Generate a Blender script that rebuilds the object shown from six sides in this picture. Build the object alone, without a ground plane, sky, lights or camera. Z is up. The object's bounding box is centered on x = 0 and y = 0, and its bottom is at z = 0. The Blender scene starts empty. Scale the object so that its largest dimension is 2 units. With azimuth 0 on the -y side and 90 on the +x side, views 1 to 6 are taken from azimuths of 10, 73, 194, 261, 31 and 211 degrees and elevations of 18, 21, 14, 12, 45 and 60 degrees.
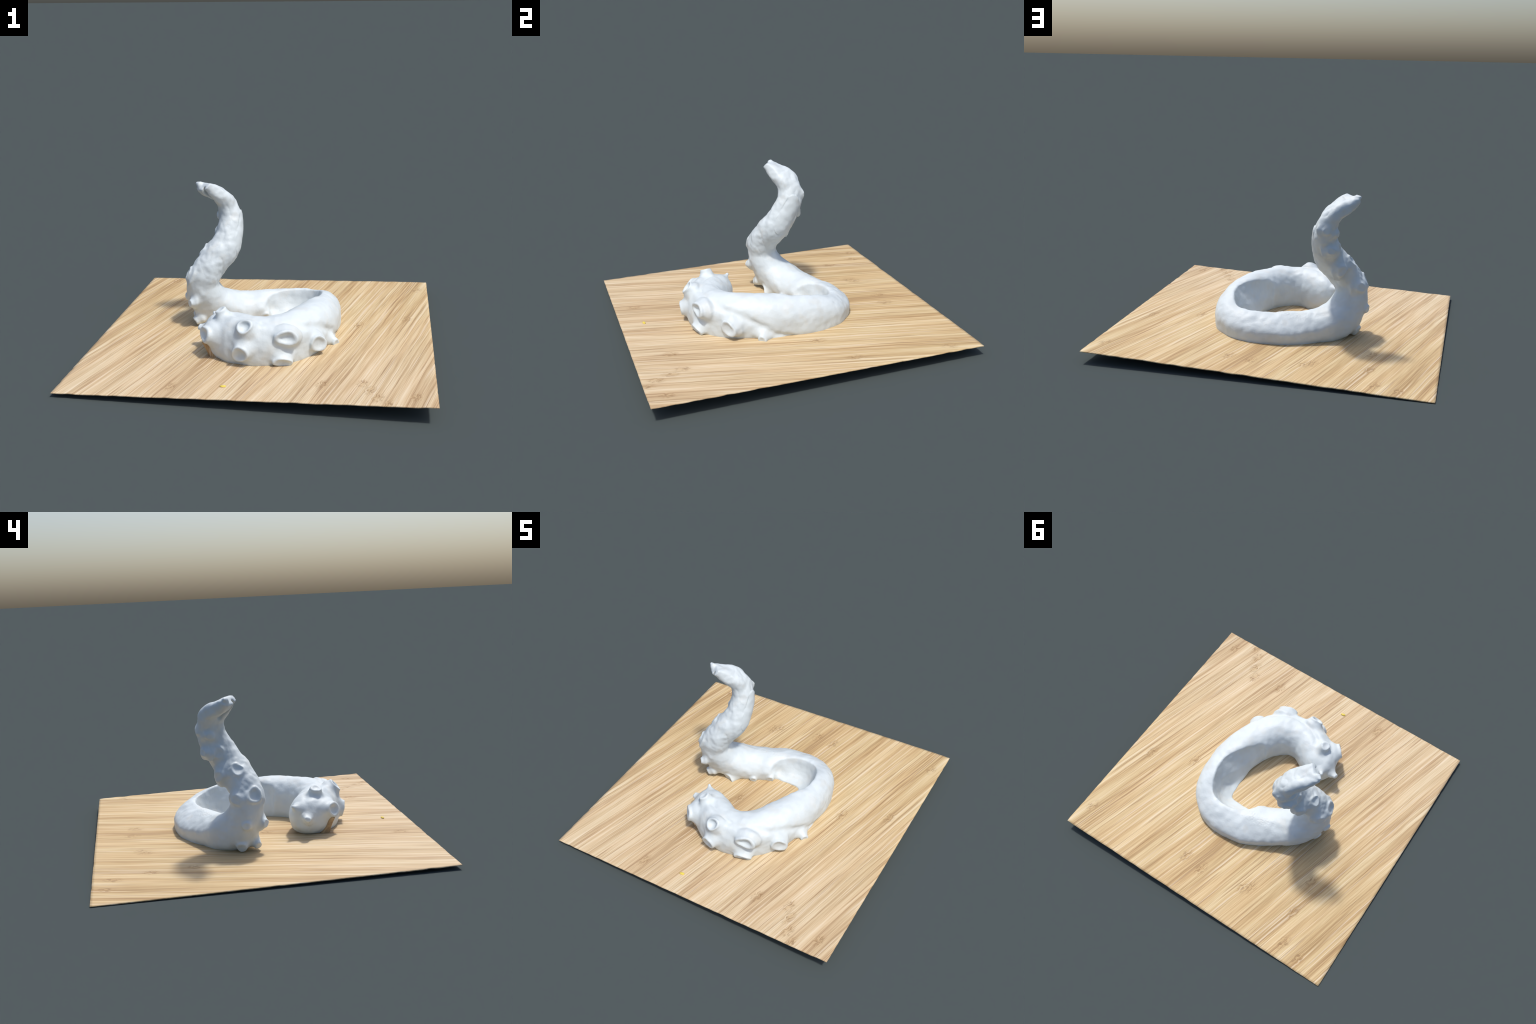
"""White octopus-tentacle sculpture lying on a bamboo board."""
import bpy, bmesh, math
import numpy as np
from mathutils import Vector, Matrix, noise

scene = bpy.context.scene


# ------------------------------------------------------------------ helpers
def link(name, mesh, parent=None):
    ob = bpy.data.objects.new(name, mesh)
    scene.collection.objects.link(ob)
    if parent is not None:
        ob.parent = parent
    return ob


def unit(v):
    v = np.asarray(v, float)
    return v / np.linalg.norm(v)


def spline(P, m):
    """Centripetal-free Catmull-Rom through the rows of P, m samples per span."""
    P = np.asarray(P, float)
    ext = np.vstack([2 * P[0] - P[1], P, 2 * P[-1] - P[-2]])
    out = []
    for i in range(1, len(ext) - 2):
        a, b, c, d = ext[i - 1:i + 3]
        for k in range(m):
            t = k / m
            out.append(0.5 * (2 * b + (c - a) * t + (2 * a - 5 * b + 4 * c - d) * t * t
                              + (3 * b - a - 3 * c + d) * t ** 3))
    out.append(ext[-2])
    return np.array(out)


def board_z(x, y):
    """Height of the board's top: a gently twisted sheet that stands on its low corner."""
    a, b = (x + 1) / 2, (y + 0.971) / 1.942
    front = 0.023 * (1 - a) + 0.097 * a
    back = 0.0025 * (1 - a) + 0.068 * a
    sag = 0.0042 * math.sin(math.pi * min(1, max(0, a))) * math.sin(math.pi * min(1, max(0, b)) ** 1.3)
    return front * (1 - b) + back * b - sag


def mesh_from(name, verts, faces):
    me = bpy.data.meshes.new(name)
    me.from_pydata([tuple(v) for v in verts], [], [tuple(f) for f in faces])
    me.update()
    return me


def tube(rings, cap=True):
    """Verts and quads of a closed loft through rings of equal length."""
    n, m = len(rings), len(rings[0])
    V = np.concatenate(rings)
    F = []
    for i in range(n - 1):
        for j in range(m):
            k = (j + 1) % m
            F.append((i * m + j, i * m + k, (i + 1) * m + k, (i + 1) * m + j))
    if cap:
        F.append(tuple(range(m))[::-1])
        F.append(tuple((n - 1) * m + j for j in range(m)))
    return V, F


def evaluated(ob):
    dg = bpy.context.evaluated_depsgraph_get()
    me = bpy.data.meshes.new_from_object(ob.evaluated_get(dg))
    return me


def apply_mods(ob):
    me = evaluated(ob)
    old = ob.data
    ob.modifiers.clear()
    ob.data = me
    bpy.data.meshes.remove(old)


# ------------------------------------------------------------------ materials
def nodes_of(name):
    mat = bpy.data.materials.new(name)
    mat.use_nodes = True
    nt = mat.node_tree
    nt.nodes.clear()
    out = nt.nodes.new("ShaderNodeOutputMaterial")
    bsdf = nt.nodes.new("ShaderNodeBsdfPrincipled")
    nt.links.new(bsdf.outputs[0], out.inputs[0])
    return mat, nt, bsdf


class G:
    """Small helper for writing node graphs as expressions."""

    def __init__(self, nt):
        self.nt = nt

    def put(self, sock, v):
        if isinstance(v, bpy.types.NodeSocket):
            self.nt.links.new(v, sock)
        elif v is not None:
            sock.default_value = v

    def math(self, op, a, b=None, c=None, clamp=False):
        n = self.nt.nodes.new("ShaderNodeMath")
        n.operation = op
        n.use_clamp = clamp
        for s, v in zip(n.inputs, (a, b, c)):
            self.put(s, v)
        return n.outputs[0]

    def xyz(self, x, y, z=0.0):
        n = self.nt.nodes.new("ShaderNodeCombineXYZ")
        for s, v in zip(n.inputs, (x, y, z)):
            self.put(s, v)
        return n.outputs[0]

    def noise(self, vec, scale=1.0, detail=2.0, rough=0.5, dist=0.0):
        n = self.nt.nodes.new("ShaderNodeTexNoise")
        self.put(n.inputs["Vector"], vec)
        n.inputs["Scale"].default_value = scale
        n.inputs["Detail"].default_value = detail
        n.inputs["Roughness"].default_value = rough
        n.inputs["Distortion"].default_value = dist
        return n.outputs[0]

    def ramp(self, fac, stops, mode="LINEAR"):
        n = self.nt.nodes.new("ShaderNodeValToRGB")
        n.color_ramp.interpolation = mode
        el = n.color_ramp.elements
        while len(el) < len(stops):
            el.new(0.5)
        for e, (p, c) in zip(el, stops):
            e.position = p
            e.color = (*c, 1) if len(c) == 3 else c
        self.put(n.inputs[0], fac)
        return n.outputs[0]

    def step(self, v, lo, hi):
        n = self.nt.nodes.new("ShaderNodeMapRange")
        n.interpolation_type = "SMOOTHSTEP"
        self.put(n.inputs[0], v)
        n.inputs[1].default_value = lo
        n.inputs[2].default_value = hi
        return n.outputs[0]

    def mix(self, fac, a, b, blend="MIX"):
        n = self.nt.nodes.new("ShaderNodeMix")
        n.data_type = "RGBA"
        n.blend_type = blend
        self.put(n.inputs[0], fac)
        for s, v in ((n.inputs[6], a), (n.inputs[7], b)):
            if isinstance(v, tuple) and len(v) == 3:
                v = (*v, 1)
            self.put(s, v)
        return n.outputs[2]

    def white(self, v):
        n = self.nt.nodes.new("ShaderNodeTexWhiteNoise")
        n.noise_dimensions = "1D"
        self.put(n.inputs["W"], v)
        return n.outputs[0]

    def bump(self, h, strength, dist):
        n = self.nt.nodes.new("ShaderNodeBump")
        n.inputs["Strength"].default_value = strength
        n.inputs["Distance"].default_value = dist
        self.put(n.inputs["Height"], h)
        return n.outputs[0]


def white_plastic():
    mat, nt, bsdf = nodes_of("white_plastic")
    g = G(nt)
    co = nt.nodes.new("ShaderNodeTexCoord").outputs["Object"]
    tone = g.noise(co, 9.0, 3.0)
    col = g.ramp(tone, [(0.3, (0.575, 0.635, 0.66)), (0.7, (0.65, 0.715, 0.74))])
    warm = g.step(g.noise(co, 14.0, 3.0), 0.52, 0.68)      # faint beige mottling
    col = g.mix(g.math("MULTIPLY", warm, 0.35), col, (0.62, 0.63, 0.60))
    nt.links.new(col, bsdf.inputs["Base Color"])
    bsdf.inputs["Roughness"].default_value = 0.5
    bsdf.inputs["Specular IOR Level"].default_value = 0.35
    fine = g.noise(co, 90.0, 2.0)
    nt.links.new(g.bump(fine, 0.25, 0.003), bsdf.inputs["Normal"])
    return mat


GRAIN = math.radians(75.0)   # direction of the bamboo fibres on the board
# bamboo nodes (the scarred joints of the strips), as places on the board
NODES = [(0.753, -0.95), (0.66, -0.80), (0.70, -0.885), (0.62, -0.725), (0.41, -0.75), (0.855, 0.23), (0.565, 0.11), (0.052, 0.745),
         (-0.29, 0.675), (-0.25, 0.70), (-0.60, 0.41), (0.19, 0.725), (0.925, 0.79), (-0.616, 0.654), (-0.674, 0.86),
         (-0.80, 0.90), (-0.385, -0.842), (0.895, -0.86), (-0.134, -0.069)]


def bamboo():
    mat, nt, bsdf = nodes_of("bamboo_wood")
    g = G(nt)
    co = nt.nodes.new("ShaderNodeTexCoord").outputs["Object"]
    sep = nt.nodes.new("ShaderNodeSeparateXYZ")
    nt.links.new(co, sep.inputs[0])
    x, y = sep.outputs[0], sep.outputs[1]
    c, s = math.cos(GRAIN), math.sin(GRAIN)
    u = g.math("MULTIPLY_ADD", x, c, g.math("MULTIPLY", y, s))        # along the fibres
    v = g.math("MULTIPLY_ADD", x, s, g.math("MULTIPLY", y, -c))       # across the strips
    wob = g.math("SUBTRACT", g.noise(g.xyz(g.math("MULTIPLY", u, 2.2), g.math("MULTIPLY", v, 5.0)), 1.0, 2.0), 0.5)
    v = g.math("MULTIPLY_ADD", wob, 0.016, v)
    # scars: a short blunt mask at every bamboo node
    knot = None
    for kx, ky in NODES:
        ku, kv = kx * c + ky * s, kx * s - ky * c
        a = g.math("MULTIPLY", g.math("SUBTRACT", u, ku), 1 / 0.070)
        b = g.math("MULTIPLY", g.math("SUBTRACT", v, kv), 1 / 0.042)
        r = g.math("SQRT", g.math("MULTIPLY_ADD", a, a, g.math("MULTIPLY", b, b)))
        m = g.math("SUBTRACT", 1.0, r, clamp=True)
        knot = m if knot is None else g.math("MAXIMUM", knot, m)
    knot = g.step(knot, 0.0, 0.75)
    kink = g.math("SUBTRACT", g.noise(g.xyz(g.math("MULTIPLY", u, 24.0), g.math("MULTIPLY", v, 13.0)), 1.0, 1.0, 0.5), 0.5)
    v = g.math("MULTIPLY_ADD", g.math("MULTIPLY", kink, knot), 0.042, v)

    def streak(su, sv, detail=2.0, rough=0.55, off=0.0):
        return g.noise(g.xyz(g.math("MULTIPLY", u, su), g.math("MULTIPLY_ADD", v, sv, off)), 1.0, detail, rough)

    strip = g.white(g.math("FLOOR", g.math("MULTIPLY", v, 19.0)))
    broad = streak(0.9, 16.0, 2.0)
    mid = streak(1.3, 62.0, 3.0, 0.65, 7.0)
    fine = streak(3.0, 230.0, 2.0, 0.6, 31.0)
    tone = g.math("ADD", g.math("MULTIPLY", strip, 0.09),
                  g.math("ADD", g.math("MULTIPLY", broad, 0.26),
                         g.math("ADD", g.math("MULTIPLY", mid, 0.42), g.math("MULTIPLY", fine, 0.23))))
    col = g.ramp(tone, [(0.36, (0.36, 0.235, 0.125)), (0.44, (0.49, 0.345, 0.20)), (0.50, (0.575, 0.43, 0.265)),
                        (0.57, (0.65, 0.515, 0.345)), (0.65, (0.71, 0.60, 0.45))])
    # large drift of hue: paler towards the front, yellower at the back, pinkish and greenish patches
    hue = g.noise(g.xyz(g.math("MULTIPLY", u, 1.4), g.math("MULTIPLY", v, 9.0)), 1.0, 2.0)
    col = g.mix(g.step(hue, 0.38, 0.62), g.mix(1.0, col, (0.985, 1.0, 0.975), "MULTIPLY"), g.mix(1.0, col, (1.0, 0.985, 0.945), "MULTIPLY"))
    col = g.mix(g.step(y, -0.9, 0.5), g.mix(0.06, col, (0.70, 0.62, 0.50)), g.mix(1.0, col, (0.985, 0.965, 0.865), "MULTIPLY"))
    # thin dark fibres, and pale ones beside them
    vein = streak(1.0, 85.0, 2.0, 0.5, 53.0)
    where = g.step(streak(1.7, 9.0, 1.0, 0.5, 71.0), 0.34, 0.58)
    lines = g.math("MULTIPLY", g.step(vein, 0.575, 0.635), where)
    col = g.mix(g.math("MULTIPLY", lines, 0.58), col, (0.30, 0.18, 0.095))
    pale = g.step(streak(1.1, 70.0, 2.0, 0.5, 97.0), 0.58, 0.66)
    col = g.mix(g.math("MULTIPLY", pale, 0.50), col, (0.74, 0.63, 0.48))
    # node scars: broken dark dashes on a browner ground
    dash = g.step(g.noise(g.xyz(g.math("MULTIPLY", u, 30.0), g.math("MULTIPLY", v, 120.0)), 1.0, 2.0, 0.6), 0.50, 0.58)
    col = g.mix(g.math("MULTIPLY", knot, 0.22), col, (0.46, 0.30, 0.14))
    col = g.mix(g.math("MULTIPLY", g.math("MULTIPLY", dash, knot), 0.62), col, (0.26, 0.155, 0.075))
    nt.links.new(col, bsdf.inputs["Base Color"])
    bsdf.inputs["Roughness"].default_value = 0.62
    bsdf.inputs["Specular IOR Level"].default_value = 0.25
    h = g.math("SUBTRACT", g.math("MULTIPLY_ADD", mid, 0.6, fine), g.math("ADD", lines, g.math("MULTIPLY", dash, knot)))
    nt.links.new(g.bump(h, 0.35, 0.004), bsdf.inputs["Normal"])
    return mat


def plain(name, rgb, rough):
    mat, nt, bsdf = nodes_of(name)
    g = G(nt)
    co = nt.nodes.new("ShaderNodeTexCoord").outputs["Object"]
    f = g.noise(co, 60.0, 2.0)
    nt.links.new(g.ramp(f, [(0.3, tuple(0.85 * c for c in rgb)), (0.7, rgb)]), bsdf.inputs["Base Color"])
    bsdf.inputs["Roughness"].default_value = rough
    return mat


MAT_WHITE, MAT_WOOD = white_plastic(), bamboo()
MAT_CRUMB = plain("yellow_crumb", (0.78, 0.62, 0.10), 0.6)


# ------------------------------------------------------------------ board
def build_board():
    n, t = 120, 0.004
    top, bot = [], []
    for j in range(n + 1):
        for i in range(n + 1):
            x, y = -1 + 2 * i / n, -0.971 + 1.942 * j / n
            z = board_z(x, y) + 0.0012 * noise.noise(Vector((x * 9, y * 9, 3.1))) * min(1, 20 * board_z(x, y))
            edge = i in (0, n) or j in (0, n)
            if edge:      # slightly ragged cut edge
                w = 0.0025 * noise.noise(Vector((x * 17, y * 17, 9.0)))
                if i in (0, n):
                    x -= abs(w) * (1 if i else -1)
                if j in (0, n):
                    y -= abs(w) * (1 if j else -1)
                z += 1.2 * w if z > 0.01 else 0
            top.append((x, y, z))
            bot.append((x, y, max(0.0, z - t)))
    m = n + 1
    F, off = [], m * m
    for j in range(n):
        for i in range(n):
            a = j * m + i
            F.append((a, a + 1, a + m + 1, a + m))
            F.append((off + a, off + a + m, off + a + m + 1, off + a + 1))
    loop = [i for i in range(m)] + [j * m + n for j in range(1, m)] + [n * m + i for i in range(n - 1, -1, -1)] + [j * m for j in range(n - 1, 0, -1)]
    for a, b in zip(loop, loop[1:] + loop[:1]):
        F.append((a, off + a, off + b, b))
    me = mesh_from("bamboo_board", top + bot, F)
    me.materials.append(MAT_WOOD)
    ob = link("bamboo_board", me)
    for p in me.polygons:
        p.use_smooth = len(p.vertices) == 4 and abs(p.normal.z) > 0.7
    ob["label"] = "thin square bamboo board with fine straight grain"
    ob["category"] = "wooden board"
    # a yellow crumb lying on the board
    bm = bmesh.new()
    bmesh.ops.create_icosphere(bm, subdivisions=3, radius=1.0)
    for v in bm.verts:
        d = 1 + 0.35 * noise.noise(v.co * 1.7)
        v.co = Vector((v.co.x * 0.017 * d, v.co.y * 0.008 * d, v.co.z * 0.005 * d))
    cm = bpy.data.meshes.new("crumb")
    bm.to_mesh(cm)
    bm.free()
    cm.materials.append(MAT_CRUMB)
    cr = link("crumb", cm)
    cr.location = (-0.102, -0.821, board_z(-0.102, -0.821) + 0.003)
    cr.rotation_euler = (0, 0, math.radians(8))
    for p in cm.polygons:
        p.use_smooth = True
    cr["label"] = "tiny yellow crumb lying on the board"
    cr["category"] = "crumb"
    return ob


board = build_board()

# a wood-coloured web between the board and the lowest overhang
WEBS = [((-0.284, -0.448, 0.150), (-0.236, -0.408), 0.030, 0.014)]
for top, foot, w, t in WEBS:
    top = np.asarray(top)
    base = np.array((*foot, board_z(*foot) - 0.003))
    side = unit(np.cross(base - top, (top[1], -top[0], 0)))
    thru = unit(np.cross(side, base - top))
    th = np.arange(28) / 28 * 2 * np.pi
    rings = []
    for k in range(15):
        f = k / 14
        c = top + (base - top) * f
        g = (0.75 + 0.5 * f ** 3) * (1 + 0.10 * np.sin(7 * th + 3 * f))
        rings.append(c + np.outer(np.cos(th) * g * w, side) + np.outer(np.sin(th) * g * t * (1 + f), thru))
    Vw, Fw = tube(rings)
    wm = mesh_from("wood_web", Vw, Fw)
    wm.materials.append(MAT_WOOD)
    bm = bmesh.new()
    bm.from_mesh(wm)
    bmesh.ops.recalc_face_normals(bm, faces=bm.faces)
    bm.to_mesh(wm)
    bm.free()
    for p in wm.polygons:
        p.use_smooth = len(p.vertices) == 4
    link("wood_web", wm, board)

# ------------------------------------------------------------------ tentacle body
# spine stations: centre x y z | half width sideways, height to the back, depth to the belly | direction of the back
BODY = [
    (-0.306, -0.282, 0.152, 0.026, 0.030, 0.034, 0, 0, 1),
    (-0.297, -0.286, 0.152, 0.062, 0.058, 0.066, 0, 0, 1),
    (-0.262, -0.297, 0.152, 0.100, 0.092, 0.104, 0, 0, 1),
    (-0.206, -0.325, 0.152, 0.126, 0.120, 0.132, 0, 0, 1),
    (-0.132, -0.375, 0.150, 0.134, 0.140, 0.142, 0, 0, 1),
    (-0.040, -0.420, 0.148, 0.130, 0.145, 0.142, 0, 0, 1),
    (0.078, -0.419, 0.146, 0.128, 0.148, 0.142, 0, 0, 1),
    (0.192, -0.344, 0.147, 0.131, 0.150, 0.142, 0, 0, 1),
    (0.265, -0.217, 0.150, 0.127, 0.148, 0.142, 0, 0, 1),
    (0.310, -0.085, 0.145, 0.128, 0.143, 0.140, 0, 0, 1),
    (0.320, 0.050, 0.140, 0.131, 0.134, 0.140, 0, 0, 1),
    (0.315, 0.160, 0.135, 0.132, 0.120, 0.140, 0, 0, 1),
    (0.280, 0.258, 0.118, 0.132, 0.103, 0.130, 0, 0, 1),
    (0.205, 0.325, 0.105, 0.131, 0.097, 0.120, 0, 0, 1),
    (0.110, 0.342, 0.100, 0.137, 0.096, 0.115, 0, 0, 1),
    (0.000, 0.330, 0.100, 0.138, 0.095, 0.115, 0, 0, 1),
    (-0.100, 0.290, 0.100, 0.135, 0.095, 0.115, 0, 0, 1),
    (-0.200, 0.235, 0.106, 0.129, 0.094, 0.115, 0.05, 0, 1),
    (-0.284, 0.187, 0.130, 0.128, 0.096, 0.130, 0.2, 0.1, 1),
    (-0.350, 0.138, 0.168, 0.116, 0.098, 0.140, 0.6, 0.3, 0.7),
    (-0.390, 0.097, 0.230, 0.102, 0.099, 0.128, 0.9, 0.3, 0.4),
    (-0.406, 0.077, 0.300, 0.095, 0.098, 0.108, 1, 0.1, 0.1),
    (-0.385, 0.077, 0.376, 0.093, 0.096, 0.097, 1, 0, -0.1),
    (-0.337, 0.111, 0.456, 0.095, 0.098, 0.093, 1, -0.1, -0.1),
    (-0.287, 0.152, 0.520, 0.094, 0.098, 0.085, 1, -0.1, 0),
    (-0.268, 0.205, 0.608, 0.087, 0.090, 0.074, 1, -0.1, 0),
    (-0.268, 0.247, 0.702, 0.083, 0.077, 0.062, 1, 0, 0),
    (-0.298, 0.245, 0.785, 0.080, 0.064, 0.052, 0.9, 0.25, 0.25),
    (-0.346, 0.211, 0.845, 0.074, 0.052, 0.048, 0.6, 0.5, 0.5),
    (-0.394, 0.173, 0.894, 0.066, 0.030, 0.048, 0.45, 0.6, 0.62),
    (-0.412, 0.159, 0.914, 0.064, 0.014, 0.044, 0.42, 0.62, 0.64),
]
# the fold between back and sucker band: station index -> angle round the section
FOLD = [(1.6, 100), (3.5, 90), (5, 80), (6, 66), (7, 42), (8, 14), (9, -14), (10, -38), (11, -52)]


def build_body():
    m, k = 96, 14
    S = spline(BODY, k)
    C = S[:, :3]
    T = np.gradient(C, axis=0)
    T /= np.linalg.norm(T, axis=1)[:, None]
    N = S[:, 6:9] - T * (S[:, 6:9] * T).sum(1)[:, None]
    N /= np.linalg.norm(N, axis=1)[:, None]
    L = np.cross(T, N)
    th = np.arange(m) / m * 2 * np.pi
    fold_s, fold_a = zip(*FOLD)
    rings = []
    for i in range(len(S)):
        st = i / k
        w, hd, hb = S[i, 3:6]
        # the coil is boxy where it meets the board, roof-like at the back; the tip is a flat ribbon
        low = np.clip(1 - (st - 16) / 4, 0, 1) * np.clip((st - 2.5) / 2, 0, 1)
        roof = np.exp(-((st - 15.3) / 2.4) ** 2)
        flat = np.clip((st - 26.5) / 1.5, 0, 1)
        e_up, e_dn = 2.1 - 0.62 * roof + 0.9 * flat, 2.05 + 1.3 * low + 0.9 * flat
        cs, sn = np.cos(th), np.sin(th)
        e = np.where(sn >= 0, e_up, np.where((cs < 0) & (st < 14) & (st > 2.0), max(e_dn, 2.7), e_dn))
        a = np.sign(cs) * np.abs(cs) ** (2 / e) * w
        b = np.sign(sn) * np.abs(sn) ** (2 / e) * np.where(sn >= 0, hd, hb)
        a = a - 0.016 * np.exp(-((st - 15.3) / 1.6) ** 2) * np.clip(b / hd, 0, 1)      # the crest leans inwards at the back
        if fold_s[0] < st < fold_s[-1]:
            f = np.interp(st, fold_s, fold_a)
            d = (np.degrees(th) - f + 180) % 360 - 180
            on = min(1, (st - fold_s[0]) / 1.5, (fold_s[-1] - st) / 1.5)
            dr = on * (-0.015 * np.exp(-(d / 7) ** 2) + 0.006 * np.exp(-((d + 15) / 10) ** 2))
            r = np.hypot(a, b)
            a, b = a * (1 + dr / r), b * (1 + dr / r)
        rings.append(C[i] + a[:, None] * L[i] + b[:, None] * N[i])
    V, F = tube(rings)
    return mesh_from("body", V, F), S


body_me, SPINE = build_body()
body = link("body", body_me)


# the scooped-out inside of the coil: its outline on the board and at the rim
FOOT = [(-0.03, 0.13), (-0.022, 0.20), (0.05, 0.205), (0.12, 0.203), (0.18, 0.20), (0.192, 0.14), (0.19, 0.07), (0.187, 0.0),
        (0.184, -0.04), (0.180, -0.08), (0.168, -0.12), (0.145, -0.165), (0.03, 0.0)]
RIM = [(-0.035, 0.15), (-0.022, 0.245), (0.054, 0.316), (0.128, 0.343), (0.225, 0.330), (0.288, 0.273), (0.316, 0.180), (0.308, 0.083),
       (0.284, 0.01), (0.256, -0.05), (0.215, -0.115), (0.150, -0.180), (0.03, 0.0)]


def scoop():
    foot = spline(FOOT + FOOT[:1], 8)[:-1]
    rim = spline(RIM + RIM[:1], 8)[:-1]
    rings = []
    # steep wall over a sloping floor; towards the front the wall leans more
    lean = 1 + 3.0 * np.clip((0.08 - foot[:, 1:2]) / 0.12, 0, 1)
    for z, t in ((-0.1, 0.0), (0.03, 0.0), (0.052, 0.02), (0.066, 0.34), (0.085, 0.54), (0.11, 0.68), (0.15, 0.81), (0.20, 0.94), (0.26, 1.05), (0.4, 1.12)):
        xy = foot + (rim - foot) * t ** lean
        rings.append(np.column_stack([xy, np.full(len(xy), z)]))
    V, F = tube(rings)
    return link("scoop", mesh_from("scoop", V, F))


def slit():
    """Narrow open slit under the tip, along its front lip."""
    bm = bmesh.new()
    bmesh.ops.create_uvsphere(bm, u_segments=32, v_segments=16, radius=1.0)
    a, b = np.array((-0.392, 0.112, 0.895)), np.array((-0.330, 0.205, 0.782))
    ax = unit(b - a)
    depth = unit(np.cross(ax, unit((-0.83, 0.56, 0))))
    side = np.cross(depth, ax)
    R = Matrix((ax * 0.080, depth * 0.050, side * 0.017)).transposed()
    mid = Vector((a + b) / 2 + np.array((-0.016, 0.004, 0.0)))
    for v in bm.verts:
        v.co = R @ v.co + mid
    me = bpy.data.meshes.new("slit")
    bm.to_mesh(me)
    bm.free()
    return link("slit", me)


for cutter in (scoop(), slit()):
    bm = bmesh.new()
    bm.from_mesh(cutter.data)
    bmesh.ops.recalc_face_normals(bm, faces=bm.faces)
    bm.to_mesh(cutter.data)
    bm.free()
    mod = body.modifiers.new("cut", "BOOLEAN")
    mod.operation, mod.solver, mod.object = "DIFFERENCE", "EXACT", cutter
    apply_mods(body)
    bpy.data.objects.remove(cutter)

# ------------------------------------------------------------------ suckers
# rim centre | direction it faces | rim radius | how far it stands out | dish depth (share of radius) | squash | spread of the foot
SUCKERS = [
    ((-0.207, -0.374, 0.312), (-0.40, -0.05, 0.9), 0.036, 0.040, 0.15, 1.0, 1.35),
    ((-0.040, -0.540, 0.284), (-0.15, -0.72, 0.68), 0.048, 0.038, 0.45, 1.0, 1.45),
    ((-0.284, -0.464, 0.190), (-0.72, -0.66, 0.18), 0.052, 0.045, 0.25, 1.0, 1.5),
    ((-0.062, -0.584, 0.130), (-0.22, -0.93, -0.15), 0.053, 0.045, 0.35, 1.0, 1.45),
    ((0.196, -0.534, 0.224), (0.22, -0.93, 0.10), 0.068, 0.050, 0.25, 0.74, 1.45),
    ((0.362, -0.388, 0.140), (0.62, -0.78, -0.05), 0.059, 0.045, 0.15, 0.92, 1.35),
    ((0.178, -0.545, 0.080), (0.25, -0.90, -0.45), 0.060, 0.050, 0.15, 0.62, 1.25),
    ((0.447, -0.200, 0.070), (0.80, -0.55, -0.2), 0.028, 0.045, 0.15, 1.0, 1.7),
    ((-0.360, -0.285, 0.160), (-0.95, 0.15, 0.15), 0.022, 0.045, 0.0, 1.0, 2.1),
    ((-0.283, -0.205, 0.228), (-0.55, 0.70, 0.45), 0.012, 0.060, 0.0, 1.0, 3.6),
    ((0.056, -0.528, 0.080), (0.0, -1.0, -0.15), 0.062, 0.030, 0.0, 0.8, 1.3),
    # little feet along the inside of the back arc
    ((-0.300, 0.046, 0.045), (-0.25, -0.85, -0.2), 0.042, 0.05, 0.1, 1.0, 1.4),
    ((-0.135, 0.112, 0.050), (0.3, -0.9, -0.3), 0.028, 0.04, 0.1, 1.0, 1.5),
    ((-0.028, 0.168, 0.058), (0.25, -0.9, -0.2), 0.030, 0.045, 0.1, 1.0, 1.4),
    # two rows of soft worn knobs up the raised arm
    ((-0.422, 0.124, 0.512), (-0.80, 0.05, 0.60), 0.042, 0.028, 0.20, 1.0, 1.8),
    ((-0.500, 0.046, 0.372), (-0.92, -0.15, 0.38), 0.050, 0.028, 0.30, 1.0, 1.7),
    ((-0.484, 0.152, 0.350), (-0.78, 0.60, 0.10), 0.036, 0.030, 0.20, 1.0, 1.9),
    ((-0.378, 0.232, 0.466), (-0.65, 0.75, 0.0), 0.038, 0.030, 0.20, 1.0, 1.9),
    ((-0.350, 0.220, 0.602), (-0.93, 0.30, 0.20), 0.036, 0.026, 0.20, 1.0, 1.9),
    ((-0.345, 0.262, 0.695), (-0.95, 0.10, -0.2), 0.024, 0.026, 0.15, 1.0, 2.0),
    ((-0.290, 0.338, 0.725), (-0.35, 0.92, 0.1), 0.026, 0.028, 0.0, 1.0, 2.3),
    ((-0.320, 0.308, 0.600), (-0.55, 0.82, 0.1), 0.030, 0.030, 0.0, 1.0, 2.2),
    ((-0.525, 0.105, 0.200), (-0.92, 0.30, -0.1), 0.028, 0.040, 0.2, 1.0, 1.9),
    ((-0.480, -0.020, 0.195), (-0.75, -0.65, 0.0), 0.028, 0.036, 0.2, 1.0, 1.8),
    ((-0.470, 0.130, 0.060), (-0.80, 0.30, -0.5), 0.034, 0.050, 0.1, 1.0, 1.6),
    ((-0.455, 0.030, 0.060), (-0.80, -0.35, -0.5), 0.026, 0.050, 0.1, 1.0, 1.7),
    ((-0.352, 0.262, 0.800), (-0.60, 0.75, -0.1), 0.020, 0.024, 0.0, 1.0, 2.2),
    # hooked corner of the torn tip
    ((-0.466, 0.190, 0.918), (-0.80, 0.52, 0.15), 0.012, 0.036, 0.0, 1.0, 2.2),
]


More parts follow.
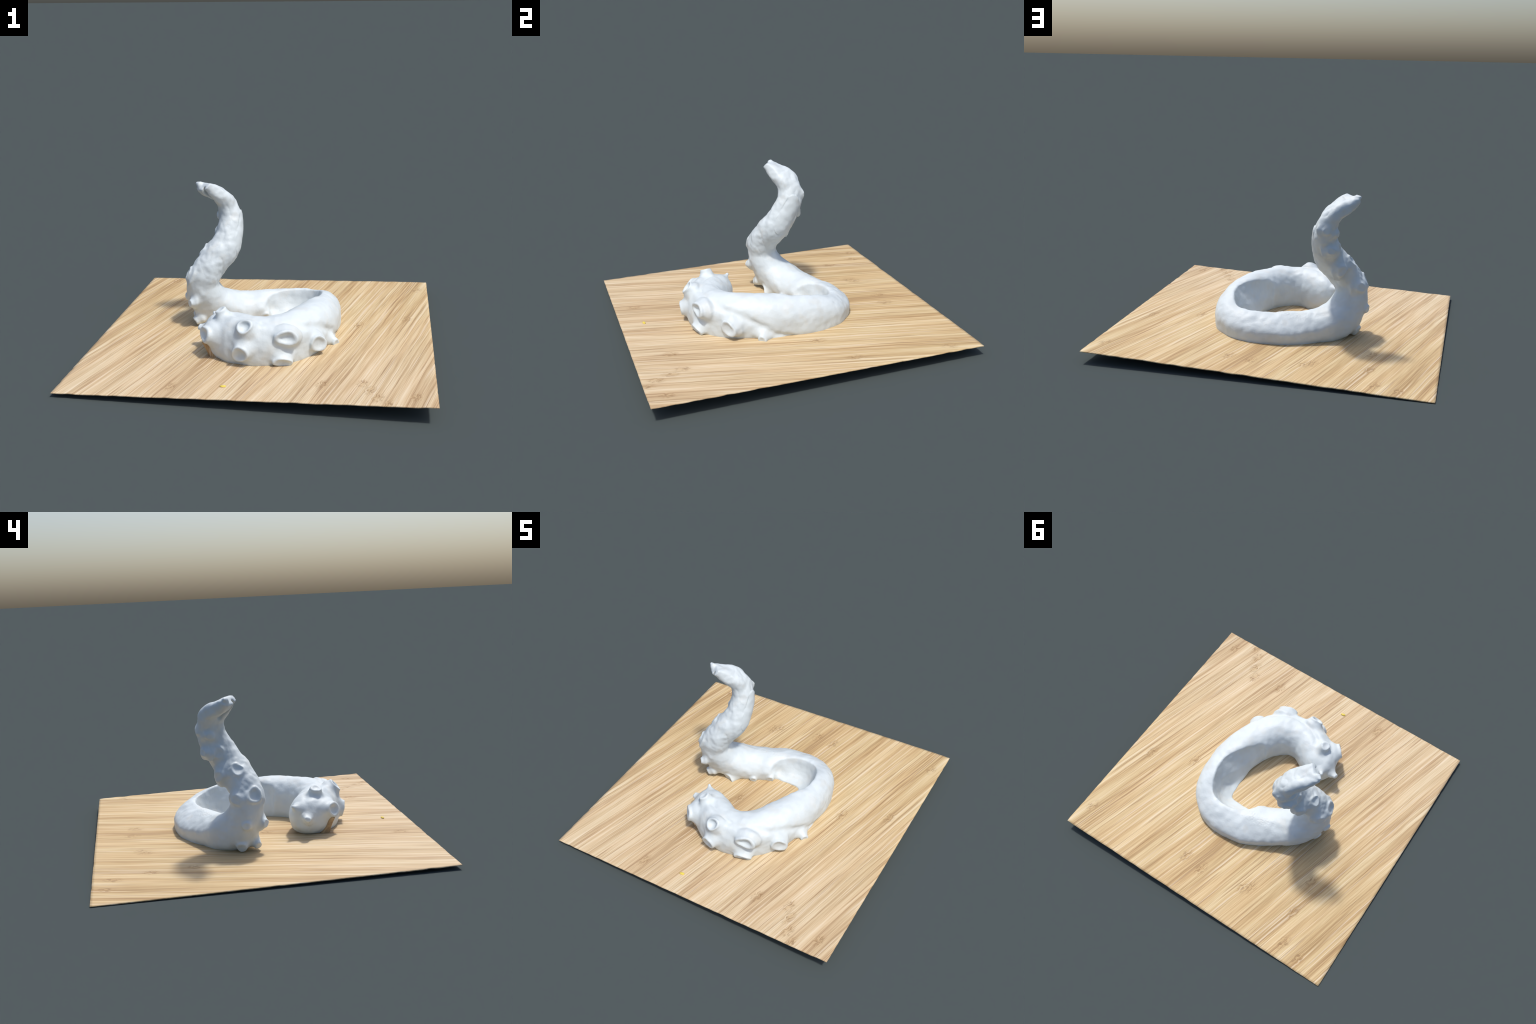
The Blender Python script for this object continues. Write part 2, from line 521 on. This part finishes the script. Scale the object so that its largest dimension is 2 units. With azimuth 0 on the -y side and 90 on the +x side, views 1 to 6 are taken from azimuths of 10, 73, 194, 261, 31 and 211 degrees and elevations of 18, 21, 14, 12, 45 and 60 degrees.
def sucker(pos, axis, R, out, dish, ratio, foot):
    ax = unit(axis)
    up = np.array((0, 0, 1.0)) if abs(ax[2]) < 0.85 else np.array((0, 1.0, 0))
    sx = unit(np.cross(up, ax))
    sy = np.cross(ax, sx)
    # profile: radius, height above the rim plane
    prof = [(0.5 * R, -out - 1.0 * R), (0.9 * R, -out - 0.7 * R), ((0.35 + 0.65 * foot) * R, -out - 0.3 * R), (foot * R, -out - 0.02 * R),
            (0.55 * (foot + 0.75) * R, -0.72 * out), (0.96 * R + 0.1 * (foot - 1) * R, -0.45 * out), (0.96 * R, -0.25 * out),
            (1.0 * R, -0.10 * out), (0.97 * R, -0.01 * out), (0.84 * R, 0.05 * R), (0.66 * R, 0.02 * R),
            (0.48 * R, -0.7 * dish * R), (0.2 * R, -dish * R), (0.02 * R, -dish * R)]
    m = 40
    th = np.arange(m) / m * 2 * np.pi
    # worn, uneven rim
    ph = 40 * pos[0] + 25 * pos[1] + 33 * pos[2]
    wob = 1 + 0.07 * np.sin(2 * th + ph) + 0.05 * np.sin(3 * th + 2.3 * ph)
    lift = 0.035 * np.sin(2 * th + 1.7 * ph) + 0.03 * np.sin(3 * th + 0.6 * ph)
    rings = [np.asarray(pos) + np.outer(h + lift * r * (h > -0.3 * out), ax) + np.outer(np.cos(th) * r * wob, sx)
             + np.outer(np.sin(th) * r * wob * ratio, sy) for r, h in prof]
    return tube(rings)


verts, faces = [np.array([v.co for v in body.data.vertices])], [[tuple(p.vertices) for p in body.data.polygons]]
off = len(verts[0])
for s in SUCKERS:
    V, F = sucker(*s)
    verts.append(V)
    faces.append([tuple(i + off for i in f) for f in F])
    off += len(V)
bpy.data.objects.remove(body)
union = link("union", mesh_from("union", np.concatenate(verts), sum(faces, [])))
bm = bmesh.new()
bm.from_mesh(union.data)
bmesh.ops.recalc_face_normals(bm, faces=bm.faces)
bm.to_mesh(union.data)
bm.free()
mod = union.modifiers.new("remesh", "REMESH")
mod.mode, mod.voxel_size, mod.adaptivity = "VOXEL", 0.0048, 0.0
mod = union.modifiers.new("smooth", "SMOOTH")
mod.factor, mod.iterations = 0.5, 5
apply_mods(union)

# melt the foot of every sucker into the skin, leave the rims crisper
me = union.data
X = np.empty(len(me.vertices) * 3, np.float32)
me.vertices.foreach_get("co", X)
X = X.reshape(-1, 3).astype(float)
ED = np.empty(len(me.edges) * 2, np.int32)
me.edges.foreach_get("vertices", ED)
ED = ED.reshape(-1, 2)
i0, i1 = np.concatenate([ED[:, 0], ED[:, 1]]), np.concatenate([ED[:, 1], ED[:, 0]])
deg = np.bincount(i0, minlength=len(X))
W = np.full(len(X), 0.15)
for pos, axis, R, out, dish, ratio, foot in SUCKERS:
    ax = unit(axis)
    d = X - np.asarray(pos)
    h = d @ ax
    r = np.linalg.norm(d - np.outer(h, ax), axis=1)
    ring = np.exp(-((r - 1.15 * R) / (0.55 * R + 0.012)) ** 4) * np.clip((-0.38 * out - h) / (0.25 * out), 0, 1) * np.clip((h + out + 1.6 * R) / (0.6 * R), 0, 1)
    W = np.maximum(W, ring)
    if foot > 1.75:
        W = np.maximum(W, 0.30 * ((r < 1.2 * R) & (np.abs(h) < out)))
for step in range(44):
    avg = np.column_stack([np.bincount(i0, weights=X[i1, k], minlength=len(X)) for k in range(3)]) / deg[:, None]
    X += 0.6 * W[:, None] * (avg - X)
me.vertices.foreach_set("co", X.astype(np.float32).ravel())
me.update()

# relief: soft dents everywhere, rougher on the raised arm, a pitted patch on the back arc
me = union.data
count = len(me.vertices)
P0, N0 = np.empty(count * 3, np.float32), np.empty(count * 3, np.float32)
me.vertices.foreach_get("co", P0)
me.vertex_normals.foreach_get("vector", N0)
P0, N0 = P0.reshape(-1, 3), N0.reshape(-1, 3)
D0 = np.zeros(count)
for i, (p, n) in enumerate(zip(P0.tolist(), N0.tolist())):
    p = Vector(p)
    arm = min(1.0, max(0.0, (p.z - 0.20) / 0.15)) if p.x < -0.2 and p.y > -0.1 else 0.0
    long = Vector((p.x * 17, p.y * 17, p.z * 7))          # lumps drawn out along the arm
    crease = max(0.0, 1 - 3.2 * abs(noise.noise(long * 0.8 + Vector((9, 4, 2)))))
    d = 0.0065 * arm * noise.noise(long) + 0.0065 * arm * noise.noise(p * 15 + Vector((5, 2, 8)))
    d += (0.0008 + 0.0020 * arm) * noise.noise(p * 36 + Vector((3, 1, 7))) - 0.0018 * arm * crease ** 2
    d += (1 - arm) * (0.0060 * noise.noise(p * 10 + Vector((2, 9, 4))) + 0.0026 * noise.noise(p * 26 + Vector((6, 3, 1))))
    if n[2] > 0.7:
        patch = math.exp(-((p.x + 0.08) / 0.13) ** 2 - ((p.y - 0.29) / 0.045) ** 2)
        d += 0.0028 * patch * noise.noise(p * 160)
    D0[i] = d
me.vertices.foreach_set("co", (P0 + N0 * D0[:, None]).astype(np.float32).ravel())
me.update()

# sink it 2 mm into the board and cut it flat there
bm = bmesh.new()
bm.from_mesh(me)
o = Vector((0, 0, board_z(0, 0) - 0.002))
ex = Vector((1, 0, (board_z(0.4, 0) - board_z(-0.4, 0)) / 0.8))
ey = Vector((0, 1, (board_z(0, 0.4) - board_z(0, -0.4)) / 0.8))
cut = bmesh.ops.bisect_plane(bm, geom=bm.verts[:] + bm.edges[:] + bm.faces[:], plane_co=o, plane_no=ex.cross(ey), clear_inner=True)
bmesh.ops.holes_fill(bm, edges=[e for e in cut["geom_cut"] if isinstance(e, bmesh.types.BMEdge)], sides=0)
bmesh.ops.triangulate(bm, faces=[f for f in bm.faces if len(f.verts) > 4])
bm.normal_update()
bm.to_mesh(me)
bm.free()

# ------------------------------------------------------------------ split into named parts
V = np.array([v.co for v in me.vertices])
NRM = np.array([v.normal for v in me.vertices])
POLY = [tuple(p.vertices) for p in me.polygons]
CEN = np.array([p.center for p in me.polygons])
region = np.full(len(POLY), -1)
for i, (pos, axis, R, out, dish, ratio, foot) in enumerate(SUCKERS):
    ax = unit(axis)
    d = CEN - np.asarray(pos)
    h = d @ ax
    r = np.linalg.norm(d - np.outer(h, ax), axis=1)
    region[(h > -0.8 * out) & (h < 0.03) & (r < 1.12 * R + 0.004)] = i
near = np.empty(len(CEN), int)
for a in range(0, len(CEN), 4000):
    near[a:a + 4000] = ((CEN[a:a + 4000, None, :] - SPINE[None, :, :3]) ** 2).sum(2).argmin(1)
station = near / 14.0
PARTS = [("tentacle_base", 0, 5.5), ("tentacle_coil", 5.5, 18.5), ("tentacle_arm", 18.5, 27.0), ("tentacle_tip", 27.0, 99)]

root = bpy.data.objects.new("tentacle_sculpture", None)
scene.collection.objects.link(root)
root["label"] = "glossy white coiled octopus tentacle with raised tip and suckers"
root["category"] = "tentacle sculpture"


def piece(name, mask, parent):
    idx = np.nonzero(mask)[0]
    if len(idx) == 0:
        return None
    used = np.unique(np.concatenate([POLY[i] for i in idx]))
    new = np.full(len(V), -1)
    new[used] = np.arange(len(used))
    pm = mesh_from(name, V[used], [tuple(new[j] for j in POLY[i]) for i in idx])
    pm.materials.append(MAT_WHITE)
    pm.polygons.foreach_set("use_smooth", [True] * len(pm.polygons))
    pm.normals_split_custom_set_from_vertices([tuple(n) for n in NRM[used]])
    return link(name, pm, parent)


parts = {}
for name, a, b in PARTS:
    parts[name] = piece(name, (region < 0) & (station >= a) & (station < b), root)
for i in range(len(SUCKERS)):
    mask = region == i
    if not mask.any():
        continue
    st = np.median(station[mask])
    host = next(parts[n] for n, a, b in PARTS if a <= st < b)
    piece("sucker", mask, host)
bpy.data.objects.remove(union)
